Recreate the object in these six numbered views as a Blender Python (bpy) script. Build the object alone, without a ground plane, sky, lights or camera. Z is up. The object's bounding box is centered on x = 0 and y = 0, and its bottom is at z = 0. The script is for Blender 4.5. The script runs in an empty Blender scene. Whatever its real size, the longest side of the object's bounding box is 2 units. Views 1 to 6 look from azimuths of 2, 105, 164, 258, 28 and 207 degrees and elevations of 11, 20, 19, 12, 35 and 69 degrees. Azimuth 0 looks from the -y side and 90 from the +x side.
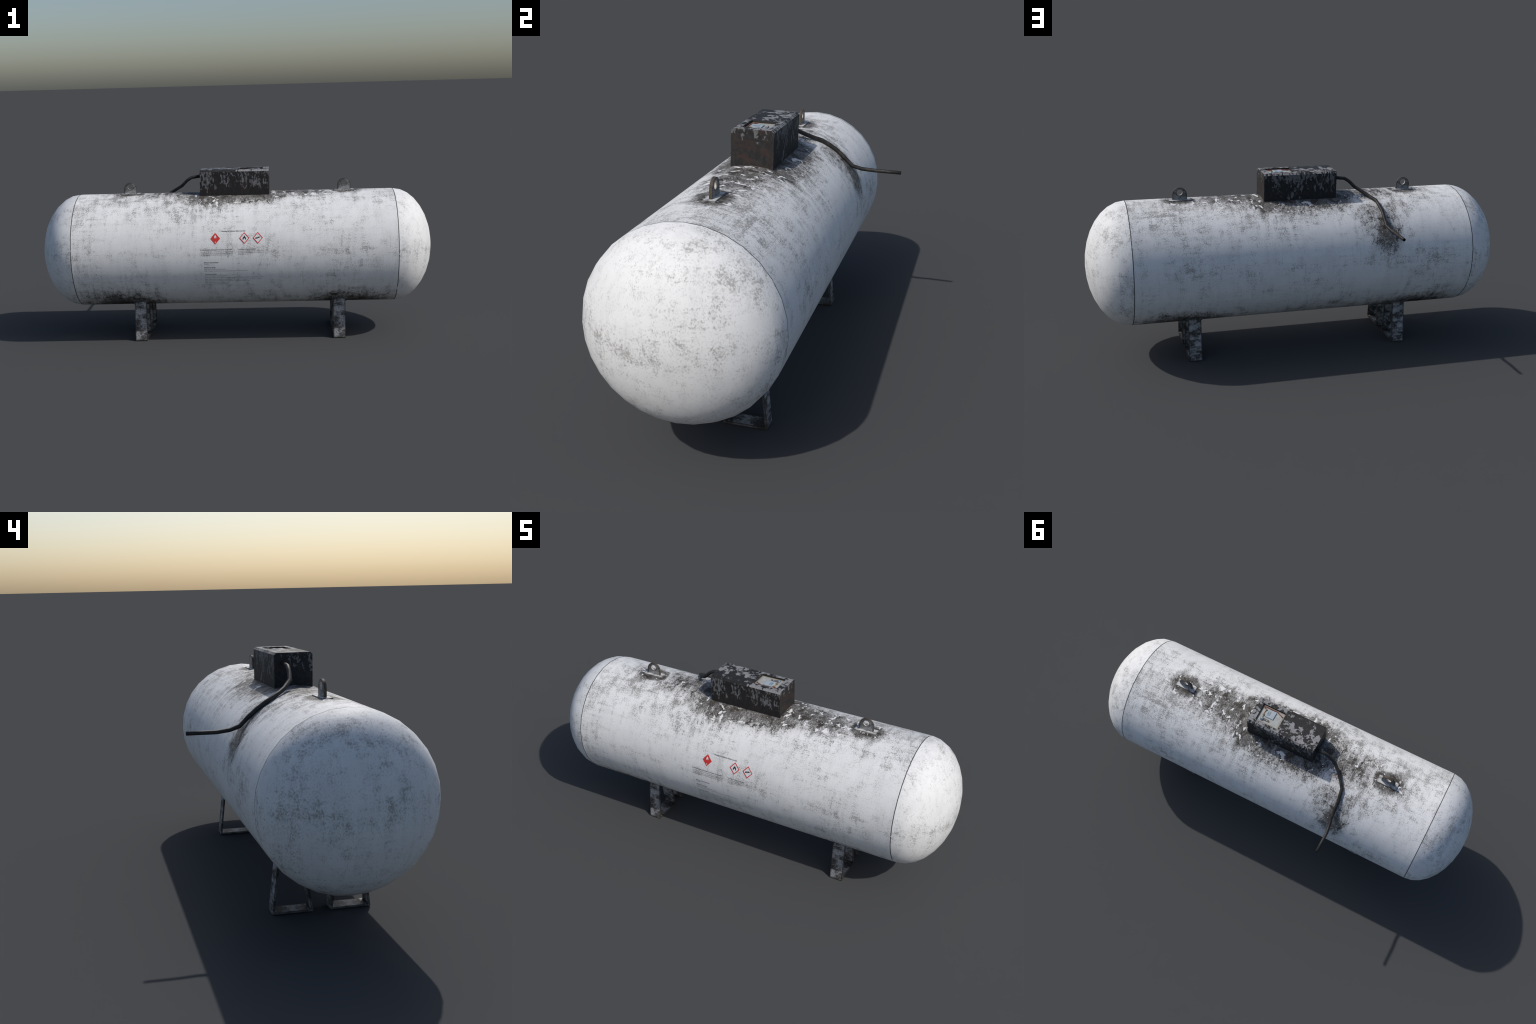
"""White horizontal gas storage tank on strap feet: domed ends, lifting lugs,
black valve box with an open meter window, and a rubber hose."""
import bpy, bmesh, math
from mathutils import Vector

# ------------------------------------------------------------------ sizes (m)
R = 0.2895            # shell radius
CY, CZ = -0.0693, 0.4496   # shell axis
SEAM = 0.808          # where the domed ends begin
DOME = 0.192          # depth of a dome
SEG = 32              # the shell is rolled from 32 flats
STEP = 2 * math.pi / SEG
BOX_X, BOX_Y0, BOX_Y1 = 0.1757, -0.1412, 0.0028
BOX_TOP, CHAMFER_Z, CHAMFER_Y = 0.8575, 0.0080, 0.0088
WIN_X0, WIN_X1, WIN_Y0, WIN_Y1, WIN_DEPTH = 0.0262, 0.1440, -0.1135, -0.0215, 0.0085
LUGS = (-0.5424, 0.5585)
LEG_X = (-0.4950, 0.5215)
LEG_W = 0.0612


# ------------------------------------------------------------------ node DSL
class Graph:
    def __init__(self, name):
        self.mat = bpy.data.materials.new(name)
        self.mat.use_nodes = True
        self.t = self.mat.node_tree
        self.t.nodes.clear()
        self.out = self.t.nodes.new("ShaderNodeOutputMaterial")
        self.bsdf = self.t.nodes.new("ShaderNodeBsdfPrincipled")
        self.t.links.new(self.bsdf.outputs[0], self.out.inputs[0])
        self._obj = None

    def put(self, sock, v):
        if isinstance(v, bpy.types.NodeSocket):
            self.t.links.new(v, sock)
        elif isinstance(v, (tuple, list)) and len(v) == 3 and sock.type == 'RGBA':
            sock.default_value = (*v, 1)
        else:
            sock.default_value = v

    def math(self, op, a, b=0.0, c=0.0, clamp=False):
        n = self.t.nodes.new("ShaderNodeMath")
        n.operation = op
        n.use_clamp = clamp
        for s, v in zip(n.inputs, (a, b, c)):
            self.put(s, v)
        return n.outputs[0]

    def add(self, *xs):
        r = xs[0]
        for x in xs[1:]:
            r = self.math('ADD', r, x)
        return r

    def sub(self, a, b): return self.math('SUBTRACT', a, b)
    def mul(self, *xs):
        r = xs[0]
        for x in xs[1:]:
            r = self.math('MULTIPLY', r, x)
        return r
    def mx(self, a, b): return self.math('MAXIMUM', a, b)
    def abs(self, a): return self.math('ABSOLUTE', a)
    def inv(self, a): return self.math('SUBTRACT', 1.0, a)

    def ramp(self, x, lo, hi, a=0.0, b=1.0):
        """smooth step of x from lo..hi to a..b"""
        n = self.t.nodes.new("ShaderNodeMapRange")
        n.interpolation_type = 'SMOOTHSTEP'
        for s, v in zip(n.inputs, (x, lo, hi, a, b)):
            self.put(s, v)
        return n.outputs[0]

    def hypot(self, a, b):
        return self.math('SQRT', self.add(self.mul(a, a), self.mul(b, b)))

    def coords(self):
        if self._obj is None:
            tc = self.t.nodes.new("ShaderNodeTexCoord")
            self._obj = tc.outputs['Object']
        return self._obj

    def xyz(self, v=None):
        n = self.t.nodes.new("ShaderNodeSeparateXYZ")
        self.put(n.inputs[0], v or self.coords())
        return n.outputs

    def vec(self, x=0.0, y=0.0, z=0.0):
        n = self.t.nodes.new("ShaderNodeCombineXYZ")
        for s, v in zip(n.inputs, (x, y, z)):
            self.put(s, v)
        return n.outputs[0]

    def noise(self, vec, scale, detail=3.0, rough=0.55, distort=0.0, squash=(1, 1, 1), shift=(0, 0, 0)):
        m = self.t.nodes.new("ShaderNodeMapping")
        self.put(m.inputs[0], vec)
        m.inputs['Scale'].default_value = squash
        m.inputs['Location'].default_value = shift
        n = self.t.nodes.new("ShaderNodeTexNoise")
        self.put(n.inputs['Vector'], m.outputs[0])
        n.inputs['Scale'].default_value = scale
        n.inputs['Detail'].default_value = detail
        n.inputs['Roughness'].default_value = rough
        n.inputs['Distortion'].default_value = distort
        return n.outputs['Fac']

    def mix(self, fac, a, b):
        n = self.t.nodes.new("ShaderNodeMix")
        n.data_type = 'RGBA'
        self.put(n.inputs['Factor'], fac)
        self.put(n.inputs['A'], a)
        self.put(n.inputs['B'], b)
        return n.outputs['Result']

    def edge(self, radius, lo=0.90, hi=0.995):
        """1 along sharp edges: where a rounded normal leaves the true one"""
        b = self.t.nodes.new("ShaderNodeBevel")
        b.samples = 6
        b.inputs['Radius'].default_value = radius
        g = self.t.nodes.new("ShaderNodeNewGeometry")
        d = self.t.nodes.new("ShaderNodeVectorMath")
        d.operation = 'DOT_PRODUCT'
        self.put(d.inputs[0], b.outputs[0])
        self.put(d.inputs[1], g.outputs['True Normal'])
        return self.ramp(d.outputs['Value'], lo, hi, 1.0, 0.0)

    def finish(self, color, rough=0.6, spec=0.3, bump=None, bump_dist=0.001, metallic=0.0):
        b = self.bsdf
        self.put(b.inputs['Base Color'], color)
        self.put(b.inputs['Roughness'], rough)
        self.put(b.inputs['Specular IOR Level'], spec)
        b.inputs['Metallic'].default_value = metallic
        if bump is not None:
            n = self.t.nodes.new("ShaderNodeBump")
            n.inputs['Strength'].default_value = 0.5
            n.inputs['Distance'].default_value = bump_dist
            self.put(n.inputs['Height'], bump)
            self.t.links.new(n.outputs[0], b.inputs['Normal'])
        return self.mat


def plain(name, color, rough=0.5, metallic=0.0, vary=0.25, scale=150, spec=0.3):
    g = Graph(name)
    n = g.ramp(g.noise(g.coords(), scale, 3), 0.35, 0.65)
    dark = tuple(c * (1 - vary) for c in color)
    return g.finish(g.mix(n, dark, color), rough, spec, metallic=metallic)


# ------------------------------------------------------------------ materials
WHITE = (0.785, 0.787, 0.790)
GRIME = (0.105, 0.100, 0.094)
BROWN = (0.036, 0.029, 0.023)


def speckled_paint(g, vec, density, heavy, flaking, size=1.0, strength=1.0):
    """white paint; small dark specks whose number follows `density`,
    matted grime, brown blots and clean chips where `heavy` and `flaking` are high"""
    fine = g.noise(vec, 205 / size, 2, 0.6, squash=(1, 0.75, 1))
    fine2 = g.noise(vec, 240 / size, 2, 0.6, squash=(1, 0.7, 1), shift=(6, 3, 1))
    hair = g.noise(vec, 72 / size, 4, 0.72, 0.8, squash=(1, 0.55, 1), shift=(3, 1, 0))
    patch = g.noise(vec, 19, 4, 0.62, 0.4, shift=(5, 2, 0))
    cloud = g.noise(vec, 4.5, 3, 0.5, shift=(9, 4, 1))
    drip = g.noise(vec, 42, 3, 0.6, squash=(1, 0.16, 1), shift=(8, 2, 5))
    # soft tone of the paint
    tint = g.ramp(g.noise(vec, 9, 4, 0.6, shift=(2, 7, 0)), 0.38, 0.64)
    base = g.mix(g.mul(tint, 0.6), WHITE, (0.715, 0.715, 0.72))
    base = g.mix(g.ramp(drip, 0.45, 0.70, 0.0, 0.22), base, (0.62, 0.62, 0.625))
    # pale specks everywhere, darker ones gathered in patches
    rub_line = g.noise(vec, 60, 3, 0.6, squash=(0.10, 1.0, 1), shift=(1, 6, 2))
    gather = g.add(g.mul(g.sub(patch, 0.5), 0.72), g.mul(g.sub(cloud, 0.5), 0.55), g.mul(g.sub(drip, 0.5), 0.40),
                   g.mul(g.sub(rub_line, 0.5), 0.36), density, 0.02)
    pale = g.ramp(g.add(fine2, g.mul(gather, 0.50)), 0.50, 0.76)
    col = g.mix(g.ramp(gather, 0.0, 0.30, 0.0, 0.16), base, (0.40, 0.395, 0.385))
    col = g.mix(g.mul(pale, 0.45 * strength), col, (0.24, 0.235, 0.225))
    speck = g.ramp(g.add(g.mul(fine, 0.65), g.mul(hair, 0.35), g.mul(gather, 0.62)), 0.585, 0.71)
    col = g.mix(g.mul(speck, 0.58 * strength), col, (0.150, 0.146, 0.138))
    # matted grime
    hn = g.add(heavy, g.mul(g.sub(patch, 0.5), 0.65), g.mul(g.sub(cloud, 0.5), 0.55), g.mul(g.sub(drip, 0.5), 0.55))
    on = g.ramp(heavy, 0.02, 0.18)
    film = g.mul(g.ramp(hn, 0.10, 0.95, 0.0, 0.66), on)
    col = g.mix(film, col, (0.27, 0.262, 0.252))
    matted = g.ramp(g.add(g.mul(g.sub(hair, 0.5), 1.05), g.mul(g.sub(fine, 0.5), 0.70), g.mul(g.sub(hn, 0.38), 0.50)), 0.0, 0.30)
    tone = g.mix(g.ramp(fine2, 0.42, 0.66), (0.046, 0.042, 0.038), (0.150, 0.144, 0.136))
    col = g.mix(g.mul(matted, on, 0.85), col, tone)
    blot_n = g.noise(vec, 24, 5, 0.66, 0.6, shift=(1, 8, 3))
    blot = g.ramp(g.add(blot_n, g.mul(g.sub(hn, 0.85), 0.16), g.mul(g.sub(fine, 0.5), 0.25)), 0.500, 0.60)
    blot = g.mul(blot, g.ramp(heavy, 0.28, 0.62))
    col = g.mix(g.mul(blot, 0.86), col, BROWN)
    # clean chips and fine scratches through the dirt
    chip_n = g.noise(vec, 27, 6, 0.64, 0.45, squash=(1, 0.85, 1), shift=(4, 4, 8))
    chip = g.ramp(g.add(chip_n, g.mul(g.sub(cloud, 0.5), 0.25)), 0.598, 0.620)
    scratch = g.ramp(g.abs(g.sub(g.noise(vec, 15, 2, 0.5, 2.4, squash=(1, 0.5, 1), shift=(7, 1, 2)), 0.5)), 0.0, 0.011, 1.0, 0.0)
    scratch = g.mul(scratch, g.ramp(fine, 0.44, 0.56), 0.30)
    chip = g.mul(g.mx(chip, scratch), g.ramp(flaking, 0.12, 0.45))
    col = g.mix(g.mul(chip, 0.94), col, WHITE)
    bump = g.add(g.mul(fine, 0.25), g.mul(matted, 0.4), g.mul(chip, -0.3))
    return col, bump


def paint_shell():
    g = Graph("weathered_white_paint")
    x, y, z = g.xyz()
    theta = g.math('ARCTAN2', g.sub(y, CY), g.sub(z, CZ))
    v = g.mul(theta, R)             # arc length from the crown, + towards the hose
    flat = g.vec(x, v, 0.0)
    ax, av = g.abs(x), g.abs(v)
    # around the valve box
    d = g.hypot(g.mx(g.sub(ax, 0.165), 0.0), g.mul(g.mx(g.sub(av, 0.070), 0.0), 1.05))
    box = g.ramp(d, 0.0, 0.20, 1.04, 0.0)
    # along the crown towards the lugs
    crown = g.mul(g.ramp(av, 0.0, 0.20, 1.0, 0.0), g.ramp(ax, 0.22, 0.80, 0.98, 0.0))
    lugs = None
    for lx in LUGS:
        r = g.hypot(g.mul(g.sub(x, lx), 0.70), g.sub(v, 0.0))
        m = g.ramp(r, 0.015, 0.092, 1.40, 0.0)
        lugs = m if lugs is None else g.mx(lugs, m)
    # under the hose where it rubs the shell, running down
    r = g.hypot(g.mul(g.sub(x, -0.375), 1.0), g.mul(g.sub(v, 0.305), 0.62))
    rub = g.ramp(r, 0.0, 0.130, 1.0, 0.0)
    r = g.hypot(g.mul(g.sub(x, -0.345), 0.55), g.mul(g.sub(v, 0.20), 0.75))
    rub = g.mx(rub, g.ramp(r, 0.0, 0.16, 0.60, 0.0))
    # dark mottling on the underside, strongest at the feet
    low = g.ramp(av, 0.56, 0.78)
    feet = None
    for lx in LEG_X:
        m = g.ramp(g.abs(g.sub(x, lx * 1.12)), 0.03, 0.30, 1.0, 0.0)
        feet = m if feet is None else g.mx(feet, m)
    feet = g.mul(low, g.add(g.mul(feet, 0.85), 0.28))
    flaking = g.mx(g.mx(box, crown), g.mx(lugs, g.mul(rub, 0.4)))
    heavy = g.mx(g.mx(flaking, rub), feet)
    # faint belt of specks half way up, and a little more towards the crown
    belt = g.ramp(g.abs(g.sub(av, 0.43)), 0.0, 0.055, 0.085, 0.0)
    upper = g.ramp(av, 0.12, 0.36, 0.10, 0.0)
    density = g.add(belt, upper, g.mul(heavy, 0.12), -0.01)
    col, bump = speckled_paint(g, flat, density, heavy, flaking)
    # dark weld line at both ends, broken in places
    gap = g.ramp(g.noise(g.vec(g.mul(x, 2.0), v, 0.0), 14, 4, 0.7, shift=(0, 3, 0)), 0.35, 0.385)
    line = g.mul(g.ramp(ax, SEAM - 0.0042, SEAM - 0.0034), gap)
    col = g.mix(g.mul(line, 0.93), col, (0.028, 0.026, 0.024))
    return g.finish(col, 0.62, 0.25, bump, 0.0006)


def paint_dome():
    g = Graph("weathered_white_paint_dome")
    x, y, z = g.xyz()
    face = g.vec(g.sub(y, CY), g.sub(z, CZ), g.mul(x, 1.0))
    zz = g.sub(z, CZ)
    belt = g.ramp(g.abs(g.sub(zz, 0.005)), 0.0, 0.085, 0.105, 0.0)
    high = g.ramp(zz, 0.14, 0.27, 0.0, 0.075)
    density = g.add(g.mul(belt, 0.8), high, -0.005)
    none = g.mul(zz, 0.0)
    col, bump = speckled_paint(g, face, density, none, none, 1.15, 0.78)
    return g.finish(col, 0.6, 0.25, bump, 0.0006)


def black_panel(name, vec_squash, bias, scale=34, rust=0.0, stripes=False, bare_tone=1.0):
    """flaking black paint over grey primer; bias(g, x, y, z) adds to the bare share"""
    g = Graph(name)
    x, y, z = g.xyz()
    n = g.noise(g.coords(), scale, 5, 0.63, 0.5, squash=vec_squash)
    if stripes:
        n = g.add(g.mul(n, 0.35), g.mul(g.noise(g.vec(x, 0.0, 0.0), 120, 2, 0.5), 0.65))
    broad = g.noise(g.coords(), 15, 2, 0.5, squash=vec_squash, shift=(4, 9, 2))
    n = g.add(n, g.mul(g.sub(broad, 0.5), 0.45))
    wisps = g.noise(g.coords(), 95, 4, 0.65, squash=vec_squash, shift=(2, 3, 1))
    bare = g.ramp(g.add(n, g.mul(g.sub(wisps, 0.5), 0.36), bias(g, x, y, z)), 0.528, 0.556)
    black = g.mix(g.ramp(wisps, 0.4, 0.65), (0.018, 0.018, 0.019), (0.030, 0.029, 0.029))
    if rust:
        r = g.ramp(g.noise(g.coords(), 18, 5, 0.7, 0.3, squash=(1, 1, 2.2), shift=(1, 5, 2)), 0.42, 0.68)
        black = g.mix(g.mul(r, rust), black, (0.050, 0.030, 0.025))
    k = bare_tone  # below 1 gives a darker grey, used on the upright faces
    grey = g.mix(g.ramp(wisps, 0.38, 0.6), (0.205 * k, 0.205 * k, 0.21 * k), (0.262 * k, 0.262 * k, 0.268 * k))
    col = g.mix(bare, black, grey)
    worn = g.mul(g.edge(0.0022), g.ramp(wisps, 0.46, 0.56), 0.5)
    col = g.mix(worn, col, (0.16, 0.155, 0.15))
    return g.finish(col, 0.62, 0.25, g.add(g.mul(bare, -0.5), wisps), 0.0008)


def bias_top(g, x, y, z):
    rear = g.ramp(y, -0.115, -0.045, -0.075, 0.070)      # bare towards the rear edge
    by_window = g.ramp(x, 0.015, 0.040)
    rear = g.add(g.mul(rear, g.inv(by_window)), g.mul(by_window, 0.06))
    dark_hole = g.ramp(g.hypot(g.sub(x, 0.005), g.sub(y, -0.055)), 0.01, 0.06, -0.07, 0.0)
    return g.add(rear, dark_hole)


def bias_front(g, x, y, z):
    a = g.ramp(z, 0.735, 0.790, -0.15, 0.010)
    left = g.ramp(x, -0.17, -0.06, 0.065, -0.045)
    right = g.ramp(x, 0.0, 0.06, 0.0, 0.045)
    return g.add(a, left, right)


def bias_rear(g, x, y, z):
    return g.add(g.ramp(z, 0.745, 0.845, -0.12, 0.045), g.ramp(g.abs(g.sub(x, 0.03)), 0.02, 0.09, 0.03, -0.02))


def bias_end(g, x, y, z):
    return g.ramp(z, 0.78, 0.855, -0.22, -0.035)


def bias_hose_end(g, x, y, z):
    return g.add(g.ramp(z, 0.76, 0.855, -0.16, 0.0), g.ramp(y, -0.08, -0.02, 0.03, -0.10))


def bias_chamfer(g, x, y, z):
    front = g.ramp(x, -0.02, 0.04, -0.13, 0.14)
    side = g.ramp(y, -0.08, -0.06)
    return g.add(g.mul(front, g.inv(side)), g.mul(side, 0.035))


def weathered_steel(name, light, dark, edge_radius, cover=0.0, scale=55):
    """grey steel, finely mottled with dirt, its edges dark"""
    g = Graph(name)
    n = g.noise(g.coords(), scale, 5, 0.70, 0.5)
    big = g.noise(g.coords(), 24, 3, 0.6, squash=(0.6, 0.6, 1.3), shift=(2, 2, 2))
    fine = g.noise(g.coords(), 240, 3, 0.65)
    m = g.ramp(g.add(g.mul(n, 0.6), g.mul(fine, 0.4), g.mul(g.sub(big, 0.5), 0.85), cover), 0.38, 0.66)
    col = g.mix(m, light, dark)
    chip = g.ramp(g.noise(g.coords(), 55, 4, 0.55, 1.6, shift=(6, 1, 3)), 0.655, 0.69)
    col = g.mix(g.mul(chip, 0.7), col, (0.50, 0.50, 0.51))
    e = g.mul(g.edge(edge_radius, 0.970, 0.9995), g.ramp(n, 0.72, 0.62))
    col = g.mix(g.mul(e, 0.95), col, (0.030, 0.026, 0.022))
    return g.finish(col, 0.55, 0.35, n, 0.0006)


MAT = {}


def make_materials():
    MAT['shell'] = paint_shell()
    MAT['dome'] = paint_dome()
    MAT['box_top'] = black_panel("flaked_black_lid", (1, 1, 1), bias_top, 36)
    MAT['box_chamfer'] = black_panel("flaked_black_chamfer", (1, 1, 1), bias_chamfer, 40, stripes=True)
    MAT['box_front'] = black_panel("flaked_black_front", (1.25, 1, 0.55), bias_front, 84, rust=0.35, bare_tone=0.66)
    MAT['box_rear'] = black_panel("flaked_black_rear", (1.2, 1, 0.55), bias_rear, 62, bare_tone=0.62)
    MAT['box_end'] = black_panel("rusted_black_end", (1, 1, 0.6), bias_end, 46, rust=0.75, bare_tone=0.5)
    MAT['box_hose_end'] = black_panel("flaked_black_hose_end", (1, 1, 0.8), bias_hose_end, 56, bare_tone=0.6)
    MAT['well'] = plain("dark_well_steel", (0.03, 0.028, 0.027), 0.7)
    MAT['leg'] = weathered_steel("mottled_leg_steel", (0.38, 0.38, 0.39), (0.042, 0.040, 0.038), 0.0100, 0.045)
    MAT['pad'] = weathered_steel("mottled_pad_steel", (0.40, 0.40, 0.41), (0.07, 0.066, 0.062), 0.0045, 0.04)
    MAT['lug'] = weathered_steel("mottled_lug_steel", (0.33, 0.33, 0.335), (0.075, 0.072, 0.068), 0.0110, 0.03, 80)
    MAT['plate'] = weathered_steel("dirty_painted_plate", (0.60, 0.60, 0.60), (0.09, 0.086, 0.08), 0.0060, -0.01, 70)
    MAT['lug_rim'] = plain("rust_brown_rim", (0.095, 0.078, 0.060), 0.7, vary=0.5, scale=120)
    MAT['lug_bore'] = plain("pale_bore_steel", (0.50, 0.47, 0.43), 0.6)
    MAT['hose'] = hose_rubber()
    MAT['hole'] = plain("black_bore", (0.004, 0.004, 0.004), 0.9)
    MAT['red'] = sign_paint("sign_red", (0.62, 0.045, 0.040))
    MAT['sign_white'] = sign_paint("sign_white", (0.76, 0.78, 0.79))
    MAT['ink'] = sign_paint("sign_black", (0.022, 0.024, 0.024))
    MAT['heading'] = sign_paint("heading_ink", (0.14, 0.14, 0.14))
    MAT['small'] = sign_paint("small_print_ink", (0.23, 0.23, 0.23))
    MAT['green'] = sign_paint("green_ink", (0.10, 0.22, 0.15))
    MAT['panel'] = panel_card()
    MAT['meter'] = plain("meter_grey_blue", (0.37, 0.43, 0.475), 0.5, vary=0.12, scale=60)
    MAT['meter_dial'] = plain("meter_dial_grey", (0.27, 0.33, 0.38), 0.5, vary=0.1)
    MAT['dial_ink'] = plain("dial_ink", (0.16, 0.17, 0.20), 0.5)
    MAT['copper'] = plain("copper_pipe", (0.27, 0.105, 0.078), 0.45, vary=0.4, scale=90)
    MAT['brass'] = plain("brass_fitting", (0.30, 0.19, 0.09), 0.4, vary=0.4, scale=200)
    MAT['regulator'] = plain("regulator_alloy", (0.17, 0.21, 0.25), 0.4, vary=0.45, scale=160)
    MAT['valve_red'] = plain("valve_red", (0.24, 0.06, 0.07), 0.5)
    MAT['valve_white'] = plain("valve_white", (0.46, 0.48, 0.46), 0.5)


def hose_rubber():
    g = Graph("dusty_black_rubber")
    n = g.noise(g.coords(), 45, 4, 0.6)
    f = g.noise(g.coords(), 260, 2, 0.5)
    dust = g.ramp(g.add(n, g.mul(g.sub(f, 0.5), 0.4)), 0.44, 0.68)
    return g.finish(g.mix(dust, (0.019, 0.018, 0.018), (0.040, 0.036, 0.031)), 0.55, 0.35, f, 0.0004)


def sign_paint(name, color):
    """printed ink: worn through in small specks"""
    g = Graph(name)
    n = g.noise(g.coords(), 130, 3, 0.6)
    f = g.noise(g.coords(), 22, 3, 0.5)
    worn = g.ramp(g.add(n, g.mul(g.sub(f, 0.5), 0.6)), 0.60, 0.72, 0.0, 0.4)
    col = g.mix(worn, color, (0.42, 0.42, 0.42))
    return g.finish(col, 0.62, 0.25)


def panel_card():
    g = Graph("stained_meter_panel")
    x, y, z = g.xyz()
    cx, cy = (WIN_X0 + WIN_X1) / 2, (WIN_Y0 + WIN_Y1) / 2
    hx, hy = (WIN_X1 - WIN_X0) / 2, (WIN_Y1 - WIN_Y0) / 2
    d = g.math('MINIMUM', g.sub(hx, g.abs(g.sub(x, cx))), g.sub(hy, g.abs(g.sub(y, cy))))
    n = g.noise(g.coords(), 70, 4, 0.6)
    rim = g.ramp(g.add(d, g.mul(g.sub(n, 0.5), 0.010)), 0.003, 0.011, 1.0, 0.0)
    col = g.mix(g.ramp(n, 0.35, 0.65), (0.33, 0.345, 0.335), (0.41, 0.42, 0.405))
    col = g.mix(g.mul(rim, 0.75), col, (0.23, 0.19, 0.13))
    return g.finish(col, 0.5, 0.3)


# ------------------------------------------------------------------ mesh helpers
ROOT = None


def add_object(name, mesh, parent=None, mats=(), smooth=False):
    ob = bpy.data.objects.new(name, mesh)
    bpy.context.scene.collection.objects.link(ob)
    ob.parent = parent if parent is not None else ROOT
    for m in mats:
        mesh.materials.append(MAT[m])
    if smooth:
        for p in mesh.polygons:
            p.use_smooth = True
    return ob


def mesh_of(name, verts, faces, slots=None):
    me = bpy.data.meshes.new(name)
    me.from_pydata([tuple(v) for v in verts], [], faces)
    if slots:
        for p, s in zip(me.polygons, slots):
            p.material_index = s
    bm = bmesh.new()
    bm.from_mesh(me)
    bmesh.ops.recalc_face_normals(bm, faces=bm.faces)
    bm.to_mesh(me)
    bm.free()
    me.update()
    return me


def ring_point(x, k, r):
    a = k * STEP
    return (x, CY + r * math.sin(a), CZ + r * math.cos(a))


def on_shell(u, v, lift=0.0):
    """point of the 32-sided shell at length u along the axis and arc v from
    the crown, lifted off the surface"""
    a = v / R
    s = (a / STEP) % 1.0
    r = R * math.cos(STEP / 2) / math.cos((s - 0.5) * STEP)
    r += lift
    return (u, CY + r * math.sin(a), CZ + r * math.cos(a))


def box_mesh(name, lo, hi, bevel=0.0):
    bm = bmesh.new()
    bmesh.ops.create_cube(bm, size=1.0)
    for v in bm.verts:
        v.co = Vector([lo[i] + (v.co[i] + 0.5) * (hi[i] - lo[i]) for i in range(3)])
    if bevel:
        bmesh.ops.bevel(bm, geom=list(bm.edges), offset=bevel, segments=2, affect='EDGES', profile=0.7)
    me = bpy.data.meshes.new(name)
    bm.to_mesh(me)
    bm.free()
    return me


def tube_mesh(name, path, radius, sides=10, start_cap=True, bore=0.0):
    """tube along a polyline; bore > 0 leaves a dark open end (slot 1)"""
    path = [Vector(p) for p in path]
    verts, faces, slots = [], [], []
    t0 = (path[1] - path[0]).normalized()
    n = t0.orthogonal().normalized()
    n_rings = len(path)
    tangents = []
    for i in range(n_rings):
        a = path[max(i - 1, 0)]
        b = path[min(i + 1, n_rings - 1)]
        tangents.append((b - a).normalized())
    for i, p in enumerate(path):
        t = tangents[i]
        n = (n - t * n.dot(t)).normalized()
        rad = radius if isinstance(radius, float) else radius(i / (n_rings - 1))
        b = t.cross(n)
        for k in range(sides):
            a = 2 * math.pi * k / sides
            verts.append(p + (n * math.cos(a) + b * math.sin(a)) * rad)
    for i in range(n_rings - 1):
        for k in range(sides):
            a, b_ = i * sides + k, i * sides + (k + 1) % sides
            faces.append((a, b_, b_ + sides, a + sides))
            slots.append(0)
    if start_cap:
        faces.append(tuple(range(sides)))
        slots.append(0)
    last = (n_rings - 1) * sides
    if bore:
        t = tangents[-1]
        base = len(verts)
        for ring, (rr, back) in enumerate(((bore, 0.0), (bore, 0.012))):
            for k in range(sides):
                c = path[-1]
                verts.append(c + (verts[last + k] - c) * (rr / rad) - t * back)
        for k in range(sides):
            k2 = (k + 1) % sides
            faces.append((last + k, last + k2, base + k2, base + k)); slots.append(0)
            faces.append((base + k, base + k2, base + sides + k2, base + sides + k)); slots.append(1)
        faces.append(tuple(base + sides + k for k in range(sides))); slots.append(1)
    else:
        faces.append(tuple(last + k for k in range(sides))); slots.append(0)
    return mesh_of(name, verts, faces, slots)


def smooth_path(pts, per=4):
    """Catmull-Rom through the points"""
    pts = [Vector(p) for p in pts]
    ext = [pts[0] * 2 - pts[1]] + pts + [pts[-1] * 2 - pts[-2]]
    out = []
    for i in range(1, len(ext) - 2):
        p0, p1, p2, p3 = ext[i - 1:i + 3]
        for j in range(per):
            t = j / per
            out.append(0.5 * ((2 * p1) + (p2 - p0) * t + (2 * p0 - 5 * p1 + 4 * p2 - p3) * t * t
                              + (3 * p1 - p0 - 3 * p2 + p3) * t ** 3))
    out.append(pts[-1])
    return out


# ------------------------------------------------------------------ vessel
def build_shell():
    xs = [-SEAM, -0.6, -0.4, -0.2, 0.0, 0.2, 0.4, 0.6, SEAM]
    verts = [ring_point(x, k, R) for x in xs for k in range(SEG)]
    faces = []
    for i in range(len(xs) - 1):
        for k in range(SEG):
            a, b = i * SEG + k, i * SEG + (k + 1) % SEG
            faces.append((a, b, b + SEG, a + SEG))
    add_object("shell", mesh_of("shell", verts, faces), mats=("shell",), smooth=True)


def build_domes():
    rings = 8
    for side in (1, -1):
        verts, faces = [], []
        for j in range(rings):
            a = math.pi / 2 * j / rings
            for k in range(SEG):
                # a shade flatter at the shoulder than an ellipse
                depth = math.sin(a)
                verts.append(ring_point(side * (SEAM + DOME * depth), k, R * math.sqrt(1 - depth ** 1.92)))
        tip = len(verts)
        verts.append((side * (SEAM + DOME), CY, CZ))
        for j in range(rings - 1):
            for k in range(SEG):
                a, b = j * SEG + k, j * SEG + (k + 1) % SEG
                faces.append((a, b, b + SEG, a + SEG))
        for k in range(SEG):
            faces.append(((rings - 1) * SEG + k, (rings - 1) * SEG + (k + 1) % SEG, tip))
        me = mesh_of("end_cap", verts, faces)
        # an open bowl: make sure its normals look outwards
        if me.polygons[len(me.polygons) - 1].normal.x * side < 0:
            me.flip_normals()
        add_object("end_cap", me, mats=("dome",), smooth=True)


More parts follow.
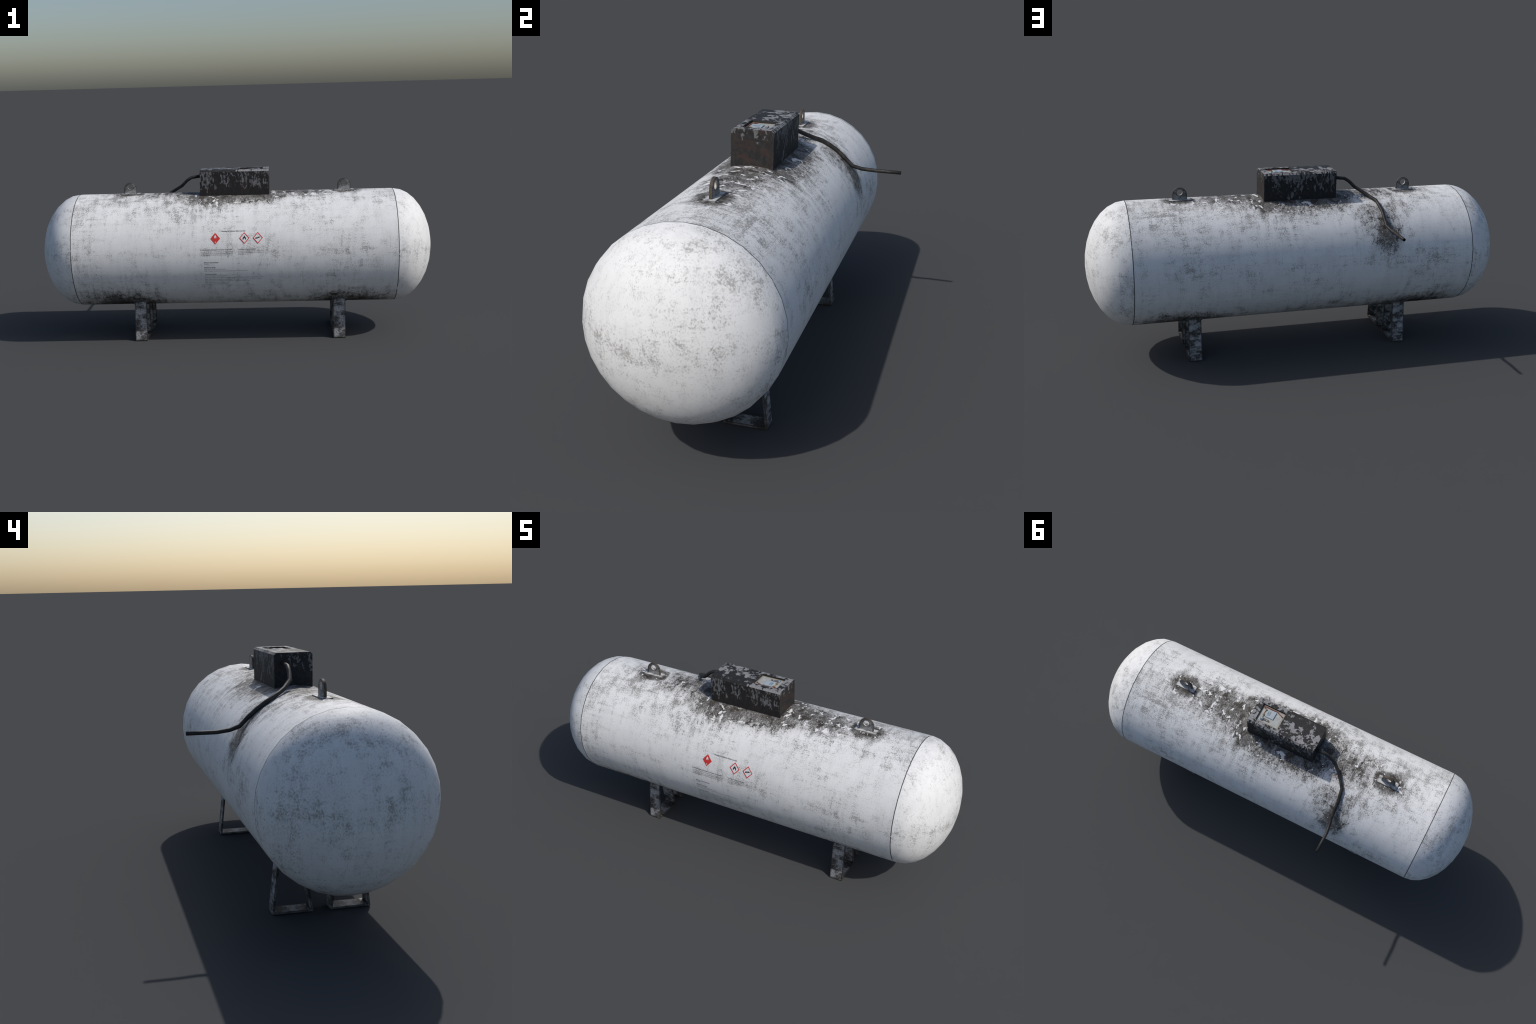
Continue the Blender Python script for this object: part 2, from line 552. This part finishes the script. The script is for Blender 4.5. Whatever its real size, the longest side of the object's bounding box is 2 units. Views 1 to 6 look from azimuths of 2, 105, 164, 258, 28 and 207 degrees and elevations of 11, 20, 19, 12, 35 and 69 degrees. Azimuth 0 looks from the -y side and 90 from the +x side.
# ------------------------------------------------------------------ feet
def build_legs():
    t = 0.0070            # strap thickness
    so, si = 0.115, 0.150  # lean of the outer and inner upright
    half = 0.0724         # half the foot length
    mid = 0.1025          # foot centre from the shell axis
    meshes = {}
    for out in (1, -1):
        # strap centre-line run as outer and inner outline, in (distance from axis, z)
        zo, zi = 0.222, 0.185
        outer = [(half - so * zo, zo), (half, 0.0), (-half, 0.0), (-half + si * zi, zi)]
        inner = [(half - so * zo - t, zo), (half - t - so * t, t), (-half + t + si * t, t),
                 (-half + si * zi + t, zi)]
        pts = [(out * p[0], p[1]) for p in outer + inner]
        verts, faces = [], []
        for sx in (-LEG_W / 2, LEG_W / 2):
            verts += [(sx, p[0], p[1]) for p in pts]
        for i in range(3):
            faces += [(i, i + 1, i + 5, i + 4), (8 + i, 8 + i + 1, 8 + i + 5, 8 + i + 4)]      # the two flat sides
            faces += [(i, i + 1, 8 + i + 1, 8 + i), (4 + i, 4 + i + 1, 8 + 5 + i, 8 + 4 + i)]  # outside, inside
        for i in (0, 3):
            faces.append((i, 4 + i, 12 + i, 8 + i))
        meshes[out] = mesh_of("leg", verts, faces)
        meshes[out].materials.append(MAT['leg'])
    for lx in LEG_X:
        for out in (-1, 1):
            ob = add_object("leg", meshes[out])
            ob.location = (lx, CY + out * mid, 0.0)
            # saddle pad between strap and shell
            pw, th = 0.0385, 0.0042
            v0 = out * (math.pi * R - 0.030)
            v1 = out * (math.pi - math.asin((mid + 0.0575) / R)) * R
            n = 10
            verts, faces = [], []
            for i in range(n + 1):
                v = v0 + (v1 - v0) * i / n
                for u in (-pw, pw):
                    for lift in (-0.002, th):
                        p = on_shell(u, v, lift)
                        verts.append((p[0], p[1] - CY - out * mid, p[2]))
            for i in range(n):
                a, b = 4 * i, 4 * i + 4
                for c, d in ((0, 1), (1, 3), (3, 2), (2, 0)):
                    faces.append((a + c, a + d, b + d, b + c))
            faces += [(0, 1, 3, 2), (4 * n, 4 * n + 1, 4 * n + 3, 4 * n + 2)]
            add_object("saddle_pad", mesh_of("saddle_pad", verts, faces), parent=ob, mats=("pad",))


# ------------------------------------------------------------------ lifting lugs
def build_lugs():
    w, top, hole_r, th = 0.0337, 0.7972, 0.0140, 0.0092
    hole_z = top - 0.0227
    spring = top - w
    outer = [(-w, 0.730), (-w, spring)]
    for i in range(1, 16):
        a = math.pi * (1 - i / 16)
        outer.append((w * math.cos(a), spring + w * math.sin(a)))
    outer += [(w, spring), (w, 0.730)]
    hole = [(hole_r * math.cos(2 * math.pi * i / 20), hole_z + hole_r * math.sin(2 * math.pi * i / 20)) for i in range(20)]
    bm = bmesh.new()
    loops = []
    for loop in (outer, hole):
        vs = [bm.verts.new((p[0], -th / 2, p[1] - 0.7390)) for p in loop]
        loops += [bm.edges.new((vs[i], vs[(i + 1) % len(vs)])) for i in range(len(vs))]
    bmesh.ops.triangle_fill(bm, edges=loops, use_beauty=True)
    res = bmesh.ops.extrude_face_region(bm, geom=list(bm.faces))
    for v in [g for g in res['geom'] if isinstance(g, bmesh.types.BMVert)]:
        v.co.y += th
    bmesh.ops.recalc_face_normals(bm, faces=bm.faces)
    for f in bm.faces:
        if abs(f.normal.y) < 0.5:
            c = f.calc_center_median()
            near_hole = math.hypot(c.x, c.z + 0.7390 - hole_z) < hole_r * 1.1
            f.material_index = 2 if near_hole else 1
    me = bpy.data.meshes.new("lifting_lug")
    bm.to_mesh(me)
    bm.free()
    for m in ("lug", "lug_rim", "lug_bore"):
        me.materials.append(MAT[m])
    plate = box_mesh("lug_base_plate", (-0.0525, -0.0202, -0.006), (0.0525, 0.0202, 0.0016))
    plate.materials.append(MAT['plate'])
    for lx in LUGS:
        ob = add_object("lifting_lug", me)
        ob.location = (lx, CY, 0.7390)
        base = add_object("lug_base_plate", plate, parent=ob)


# ------------------------------------------------------------------ valve box
def build_box():
    x0, x1, y0, y1, zt = -BOX_X, BOX_X, BOX_Y0, BOX_Y1, BOX_TOP
    zc, zb = zt - CHAMFER_Z, 0.705
    ya, yb = y0 + CHAMFER_Y, y1 - CHAMFER_Y
    prof = [(y0, zb), (y0, zc), (ya, zt), (yb, zt), (y1, zc), (y1, zb)]
    verts = [(x0, *p) for p in prof] + [(x1, *p) for p in prof]
    faces = [(0, 1, 7, 6), (1, 2, 8, 7), (3, 4, 10, 9), (4, 5, 11, 10), (5, 0, 6, 11),
             (0, 1, 2, 3, 4, 5), (6, 7, 8, 9, 10, 11)]
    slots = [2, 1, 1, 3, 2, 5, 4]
    # window: rim on the lid, walls, floor
    win = [(WIN_X0, WIN_Y0), (WIN_X1, WIN_Y0), (WIN_X1, WIN_Y1), (WIN_X0, WIN_Y1)]
    base = len(verts)
    verts += [(*p, zt) for p in win] + [(*p, zt - WIN_DEPTH - 0.0012) for p in win]
    lid = [2, 8, 9, 3]          # corners in the same turn as the window
    for i in range(4):
        j = (i + 1) % 4
        faces.append((lid[i], lid[j], base + j, base + i)); slots.append(0)
        faces.append((base + i, base + j, base + 4 + j, base + 4 + i)); slots.append(6)
    faces.append((base + 4, base + 5, base + 6, base + 7)); slots.append(6)
    box = add_object("valve_box", mesh_of("valve_box", verts, faces, slots),
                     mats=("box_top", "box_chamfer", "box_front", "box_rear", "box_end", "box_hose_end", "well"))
    fz = zt - WIN_DEPTH
    e = 0.0005
    add_object("meter_panel", box_mesh("meter_panel", (WIN_X0 + e, WIN_Y0 + e, fz - 0.001),
                                       (WIN_X1 - e, WIN_Y1 - e, fz)), parent=box, mats=("panel",))
    # gas meter with its dial plate
    meter = add_object("gas_meter", box_mesh("gas_meter", (0.0690, -0.0985, fz - 0.0005), (0.1125, -0.0575, fz + 0.0045), 0.0016),
                       parent=box, mats=("meter",))
    add_object("meter_dial", box_mesh("meter_dial", (0.0920, -0.0900, fz + 0.0040), (0.1095, -0.0660, fz + 0.0050), 0.0003),
               parent=box, mats=("meter_dial",))
    for i, (dx, dy, lx_, ly_) in enumerate(((0.0950, -0.0780, 0.0012, 0.018), (0.1035, -0.0780, 0.0035, 0.012))):
        add_object("dial_mark", box_mesh("dial_mark", (dx - lx_ / 2, dy - ly_ / 2, fz + 0.0047),
                                         (dx + lx_ / 2, dy + ly_ / 2, fz + 0.0053)), parent=box, mats=("dial_ink",))
    zp = fz + 0.0018
    copper = smooth_path([(0.1195, -0.0935, zp), (0.1330, -0.0985, zp), (0.1335, -0.1045, zp), (0.1220, -0.1050, zp),
                          (0.0980, -0.1045, zp), (0.0720, -0.1055, zp), (0.0600, -0.1015, zp), (0.0370, -0.0915, zp)], 3)
    add_object("copper_pipe", tube_mesh("copper_pipe", copper, 0.0024, 8), parent=box, mats=("copper",), smooth=True)

    def fitting(name, x, y, r, h, mat, sides=12):
        bm = bmesh.new()
        bmesh.ops.create_cone(bm, cap_ends=True, segments=sides, radius1=r, radius2=r * 0.85, depth=h)
        for v in bm.verts:
            v.co += Vector((x, y, fz + h / 2))
        me = bpy.data.meshes.new(name)
        bm.to_mesh(me)
        bm.free()
        return add_object(name, me, parent=box, mats=(mat,))

    fitting("brass_union", 0.1185, -0.0925, 0.0042, 0.005, "brass", 6)
    fitting("pipe_end", 0.0372, -0.0918, 0.0034, 0.0042, "copper")
    fitting("valve_ring", 0.1210, -0.0640, 0.0058, 0.004, "brass")
    fitting("valve_stem", 0.1210, -0.0640, 0.0028, 0.0055, "regulator")
    fitting("regulator_body", 0.1195, -0.0410, 0.0092, 0.0055, "regulator", 20)
    fitting("regulator_cap", 0.1215, -0.0440, 0.0045, 0.0068, "meter", 16)
    fitting("valve_knob", 0.1085, -0.0402, 0.0026, 0.0045, "valve_red")
    fitting("brass_union", 0.1020, -0.0415, 0.0035, 0.0045, "brass", 6)
    fitting("valve_knob", 0.0930, -0.0425, 0.0034, 0.005, "valve_white")
    fitting("brass_union", 0.0845, -0.0420, 0.0036, 0.0045, "brass", 6)
    add_object("valve_manifold", box_mesh("valve_manifold", (0.0850, -0.0485, fz - 0.0005), (0.1150, -0.0375, fz + 0.0028), 0.001),
               parent=box, mats=("regulator",))
    link = [(0.1200, -0.0900, zp), (0.1230, -0.0780, zp), (0.1210, -0.0640, zp), (0.1200, -0.0500, zp)]
    add_object("link_pipe", tube_mesh("link_pipe", smooth_path(link, 3), 0.0016, 8), parent=box, mats=("brass",), smooth=True)


# ------------------------------------------------------------------ hose
def build_hose():
    run = [(-0.168, -0.0288, 0.8215), (-0.2281, -0.0342, 0.8130), (-0.2510, -0.0330, 0.7985), (-0.2800, -0.0290, 0.7700),
           (-0.3190, 0.0020, 0.7460), (-0.3385, 0.0250, 0.7335), (-0.3600, 0.0545, 0.7205), (-0.3655, 0.0840, 0.7035),
           (-0.3700, 0.1100, 0.6860), (-0.3705, 0.1422, 0.6595), (-0.3712, 0.1738, 0.6291), (-0.3777, 0.2094, 0.6194),
           (-0.3848, 0.2543, 0.6154), (-0.3838, 0.3053, 0.6156), (-0.3830, 0.3588, 0.6160)]
    add_object("hose", tube_mesh("hose", smooth_path(run, 1), lambda q: 0.0082 - 0.0011 * max(0.0, (q - 0.5) / 0.5), 10, bore=0.0052), mats=("hose", "hole"), smooth=True)


# ------------------------------------------------------------------ signs and lettering
def sign_mesh(name, outline_fn, n, lift):
    """closed patch on the shell: outline_fn(s, t) with s, t in 0..1 gives (u, v)"""
    verts, faces = [], []
    for i in range(n + 1):
        for j in range(n + 1):
            u, v = outline_fn(i / n, j / n)
            verts.append(on_shell(u, v, lift))
    for i in range(n):
        for j in range(n):
            a = i * (n + 1) + j
            faces.append((a, a + 1, a + n + 2, a + n + 1))
    return mesh_of(name, verts, faces)


def diamond(cu, cv, hu, hv):
    """v counts down the front as more negative"""
    def fn(s, t):
        a, b = s - 0.5, t - 0.5
        return cu + (a + b) * hu, cv + (a - b) * hv
    return fn


def frame_mesh(name, cu, cv, hu, hv, inner, lift):
    verts, faces = [], []
    n = 14
    corner = [(0, 1), (1, 0), (0, -1), (-1, 0)]
    ring = []
    for c in range(4):
        (ax, ay), (bx, by) = corner[c], corner[(c + 1) % 4]
        for i in range(n):
            t = i / n
            ring.append((ax + (bx - ax) * t, ay + (by - ay) * t))
    for k in (1.0, inner):
        verts += [on_shell(cu + p[0] * hu * k, cv + p[1] * hv * k, lift) for p in ring]
    m = len(ring)
    for i in range(m):
        j = (i + 1) % m
        faces.append((i, j, m + j, m + i))
    return mesh_of(name, verts, faces)


def shape_mesh(name, pts, cu, cv, scale, lift):
    """filled outline in sign units, bent onto the shell"""
    bm = bmesh.new()
    vs = [bm.verts.new((p[0], p[1], 0)) for p in pts]
    edges = [bm.edges.new((vs[i], vs[(i + 1) % len(vs)])) for i in range(len(vs))]
    bmesh.ops.triangle_fill(bm, edges=edges, use_beauty=True)
    bmesh.ops.subdivide_edges(bm, edges=list(bm.edges), cuts=1)
    bmesh.ops.triangulate(bm, faces=list(bm.faces))
    for v in bm.verts:
        v.co = on_shell(cu + v.co.x * scale, cv + v.co.y * scale, lift)
    bmesh.ops.recalc_face_normals(bm, faces=bm.faces)
    me = bpy.data.meshes.new(name)
    bm.to_mesh(me)
    bm.free()
    return me


def face_outwards(me):
    c = Vector((0, CY, CZ))
    p = me.polygons[0]
    d = p.center - c
    d.x = 0
    if p.normal.dot(d) < 0:
        me.flip_normals()
    return me


FLAME = [(0.0, 1.0), (0.10, 0.62), (0.34, 0.36), (0.52, 0.02), (0.60, -0.38), (0.42, -0.72), (0.30, -0.36), (0.10, 0.02),
         (-0.10, -0.02), (-0.28, -0.36), (-0.40, -0.72), (-0.60, -0.38), (-0.56, -0.02), (-0.36, 0.30), (-0.14, 0.50)]
DROP = [(0.0, 1.0), (0.30, 0.52), (0.50, 0.05), (0.44, -0.45), (0.20, -0.62), (0.14, -0.30), (0.0, 0.05), (-0.14, -0.30),
        (-0.20, -0.62), (-0.44, -0.45), (-0.50, 0.05), (-0.30, 0.52)]
BOTTLE = [(-1.0, -0.18), (-0.94, -0.44), (-0.72, -0.54), (0.50, -0.16), (0.72, 0.04), (1.0, 0.16), (0.98, 0.32), (0.66, 0.34),
          (0.36, 0.36), (-0.84, 0.04), (-0.98, -0.04)]


def build_signs():
    hu, hv = 0.0240, 0.0292
    cv = -0.3594
    # solid red flammable-gas diamond
    add_object("warning_diamond", face_outwards(sign_mesh("warning_diamond", diamond(-0.0902, cv, hu, hv), 16, 0.0009)),
               mats=("red",))
    add_object("flame_symbol", face_outwards(shape_mesh("flame_symbol", DROP, -0.0902, cv + 0.0072, 0.0112, 0.0015)), mats=("sign_white",))
    add_object("class_mark", face_outwards(shape_mesh("class_mark", [(-0.5, 1), (0.5, 1), (0.5, -1), (-0.5, -1)], -0.0902, cv - 0.0180, 0.0030, 0.0015)),
               mats=("sign_white",))
    # two framed hazard diamonds
    for cu, shape, sc, dv in ((0.0527, FLAME, 0.0142, 0.0005), (0.1188, BOTTLE, 0.0122, 0.0015)):
        add_object("hazard_diamond", face_outwards(sign_mesh("hazard_diamond", diamond(cu, cv, hu, hv), 16, 0.0008)), mats=("sign_white",))
        add_object("hazard_frame", face_outwards(frame_mesh("hazard_frame", cu, cv, hu * 1.04, hv * 1.0, 0.80, 0.0014)), mats=("red",))
        add_object("hazard_symbol", face_outwards(shape_mesh("hazard_symbol", shape, cu, cv + dv, sc, 0.0015)), mats=("ink",))


LINES = [  # text, start, end, height on the arc, letter size, ink
    ("1.", -0.0670, -0.0620, -0.3224, 0.0090, "green"),
    ("\u00c9tiquetage de l'utilisation finale du produit", -0.0585, 0.0585, -0.3226, 0.0090, "heading"),
    ("Conditionnement, \u00e9tiquetage et transport en bouteilles", -0.1647, -0.0101, -0.4138, 0.0080, "heading"),
    ("Gaz de p\u00e9trole liqu\u00e9fi\u00e9s, r\u00e9servoir fixe pour un usage ext\u00e9rieur", -0.1620, -0.0073, -0.4236, 0.0068, "small"),
    ("soumis aux r\u00e8gles de pose, de contr\u00f4le et d'entretien en vigueur", -0.1620, -0.0075, -0.4318, 0.0068, "small"),
    ("ne pas d\u00e9placer le r\u00e9servoir plein ni en service", -0.1614, -0.0148, -0.4393, 0.0068, "small"),
    ("Stockage et utilisation du produit", 0.0224, 0.1086, -0.4134, 0.0080, "heading"),
    ("Stocker \u00e0 l'air libre et loin de toute flamme", 0.0222, 0.1439, -0.4224, 0.0068, "small"),
    ("distance minimale de s\u00e9curit\u00e9 \u00e0 respecter", 0.0220, 0.1427, -0.4304, 0.0068, "small"),
    ("autour de la cuve", 0.0238, 0.0746, -0.4375, 0.0068, "small"),
    ("Mention d'avertissement", -0.1471, -0.0762, -0.4772, 0.0085, "heading"),
    ("DANGER", -0.1470, -0.1245, -0.4866, 0.0068, "small"),
    ("Mentions de danger", -0.1478, -0.0916, -0.5028, 0.0085, "heading"),
    ("H220  Gaz extr\u00eamement inflammable", -0.1490, -0.0420, -0.5124, 0.0068, "small"),
    ("H280  Contient un gaz sous pression; peut exploser sous l'effet de la chaleur", -0.1480, 0.0669, -0.5222, 0.0068, "small"),
    ("Conseils de prudence", -0.1468, -0.0874, -0.5405, 0.0085, "heading"),
    ("P102  Tenir hors de port\u00e9e des enfants", -0.1474, -0.0386, -0.5497, 0.0068, "small"),
    ("P210  Tenir \u00e0 l'\u00e9cart de la chaleur, des surfaces chaudes, des \u00e9tincelles, des flammes nues. Ne pas fumer", -0.1480, 0.1423, -0.5594, 0.0068, "small"),
    ("P377  Fuite de gaz enflamm\u00e9: ne pas \u00e9teindre si la fuite ne peut pas \u00eatre arr\u00eat\u00e9e sans danger", -0.1477, 0.1318, -0.5698, 0.0068, "small"),
    ("P381  \u00c9liminer toutes les sources d'ignition si cela est faisable", -0.1484, 0.0595, -0.5796, 0.0068, "small"),
    ("P403  Stocker dans un endroit bien ventil\u00e9", -0.1480, -0.0284, -0.5892, 0.0068, "small"),
    ("P410  Prot\u00e9ger du rayonnement solaire", -0.1467, -0.0362, -0.5997, 0.0068, "small"),
]


def build_lettering():
    for text, u0, u1, v, size, ink in LINES:
        cu = bpy.data.curves.new("lettering", 'FONT')
        cu.body = text
        cu.size = 1.0
        cu.resolution_u = 2
        cu.offset = 0.016 if ink in ("heading", "green") else 0.004
        ob = bpy.data.objects.new("lettering_source", cu)
        bpy.context.scene.collection.objects.link(ob)
        dg = bpy.context.evaluated_depsgraph_get()
        me = bpy.data.meshes.new_from_object(ob.evaluated_get(dg))
        bpy.data.objects.remove(ob)
        bpy.data.curves.remove(cu)
        xs = [p.co.x for p in me.vertices]
        lo, k = min(xs), (u1 - u0) / (max(xs) - min(xs))
        for p in me.vertices:
            p.co = on_shell(u0 + (p.co.x - lo) * k, v + (p.co.y - 0.33) * size, 0.0008)
        me.materials.clear()
        me.name = "lettering"
        out = add_object("lettering", face_outwards(me), mats=(ink,))
        out["kind"] = "stuff"


# ------------------------------------------------------------------ assemble
def main():
    global ROOT
    make_materials()
    ROOT = bpy.data.objects.new("gas_tank", None)
    bpy.context.scene.collection.objects.link(ROOT)
    ROOT["label"] = "weathered white horizontal gas tank with black valve box and hose"
    ROOT["category"] = "gas tank"
    build_shell()
    build_domes()
    build_legs()
    build_lugs()
    build_box()
    build_hose()
    build_signs()
    build_lettering()


main()
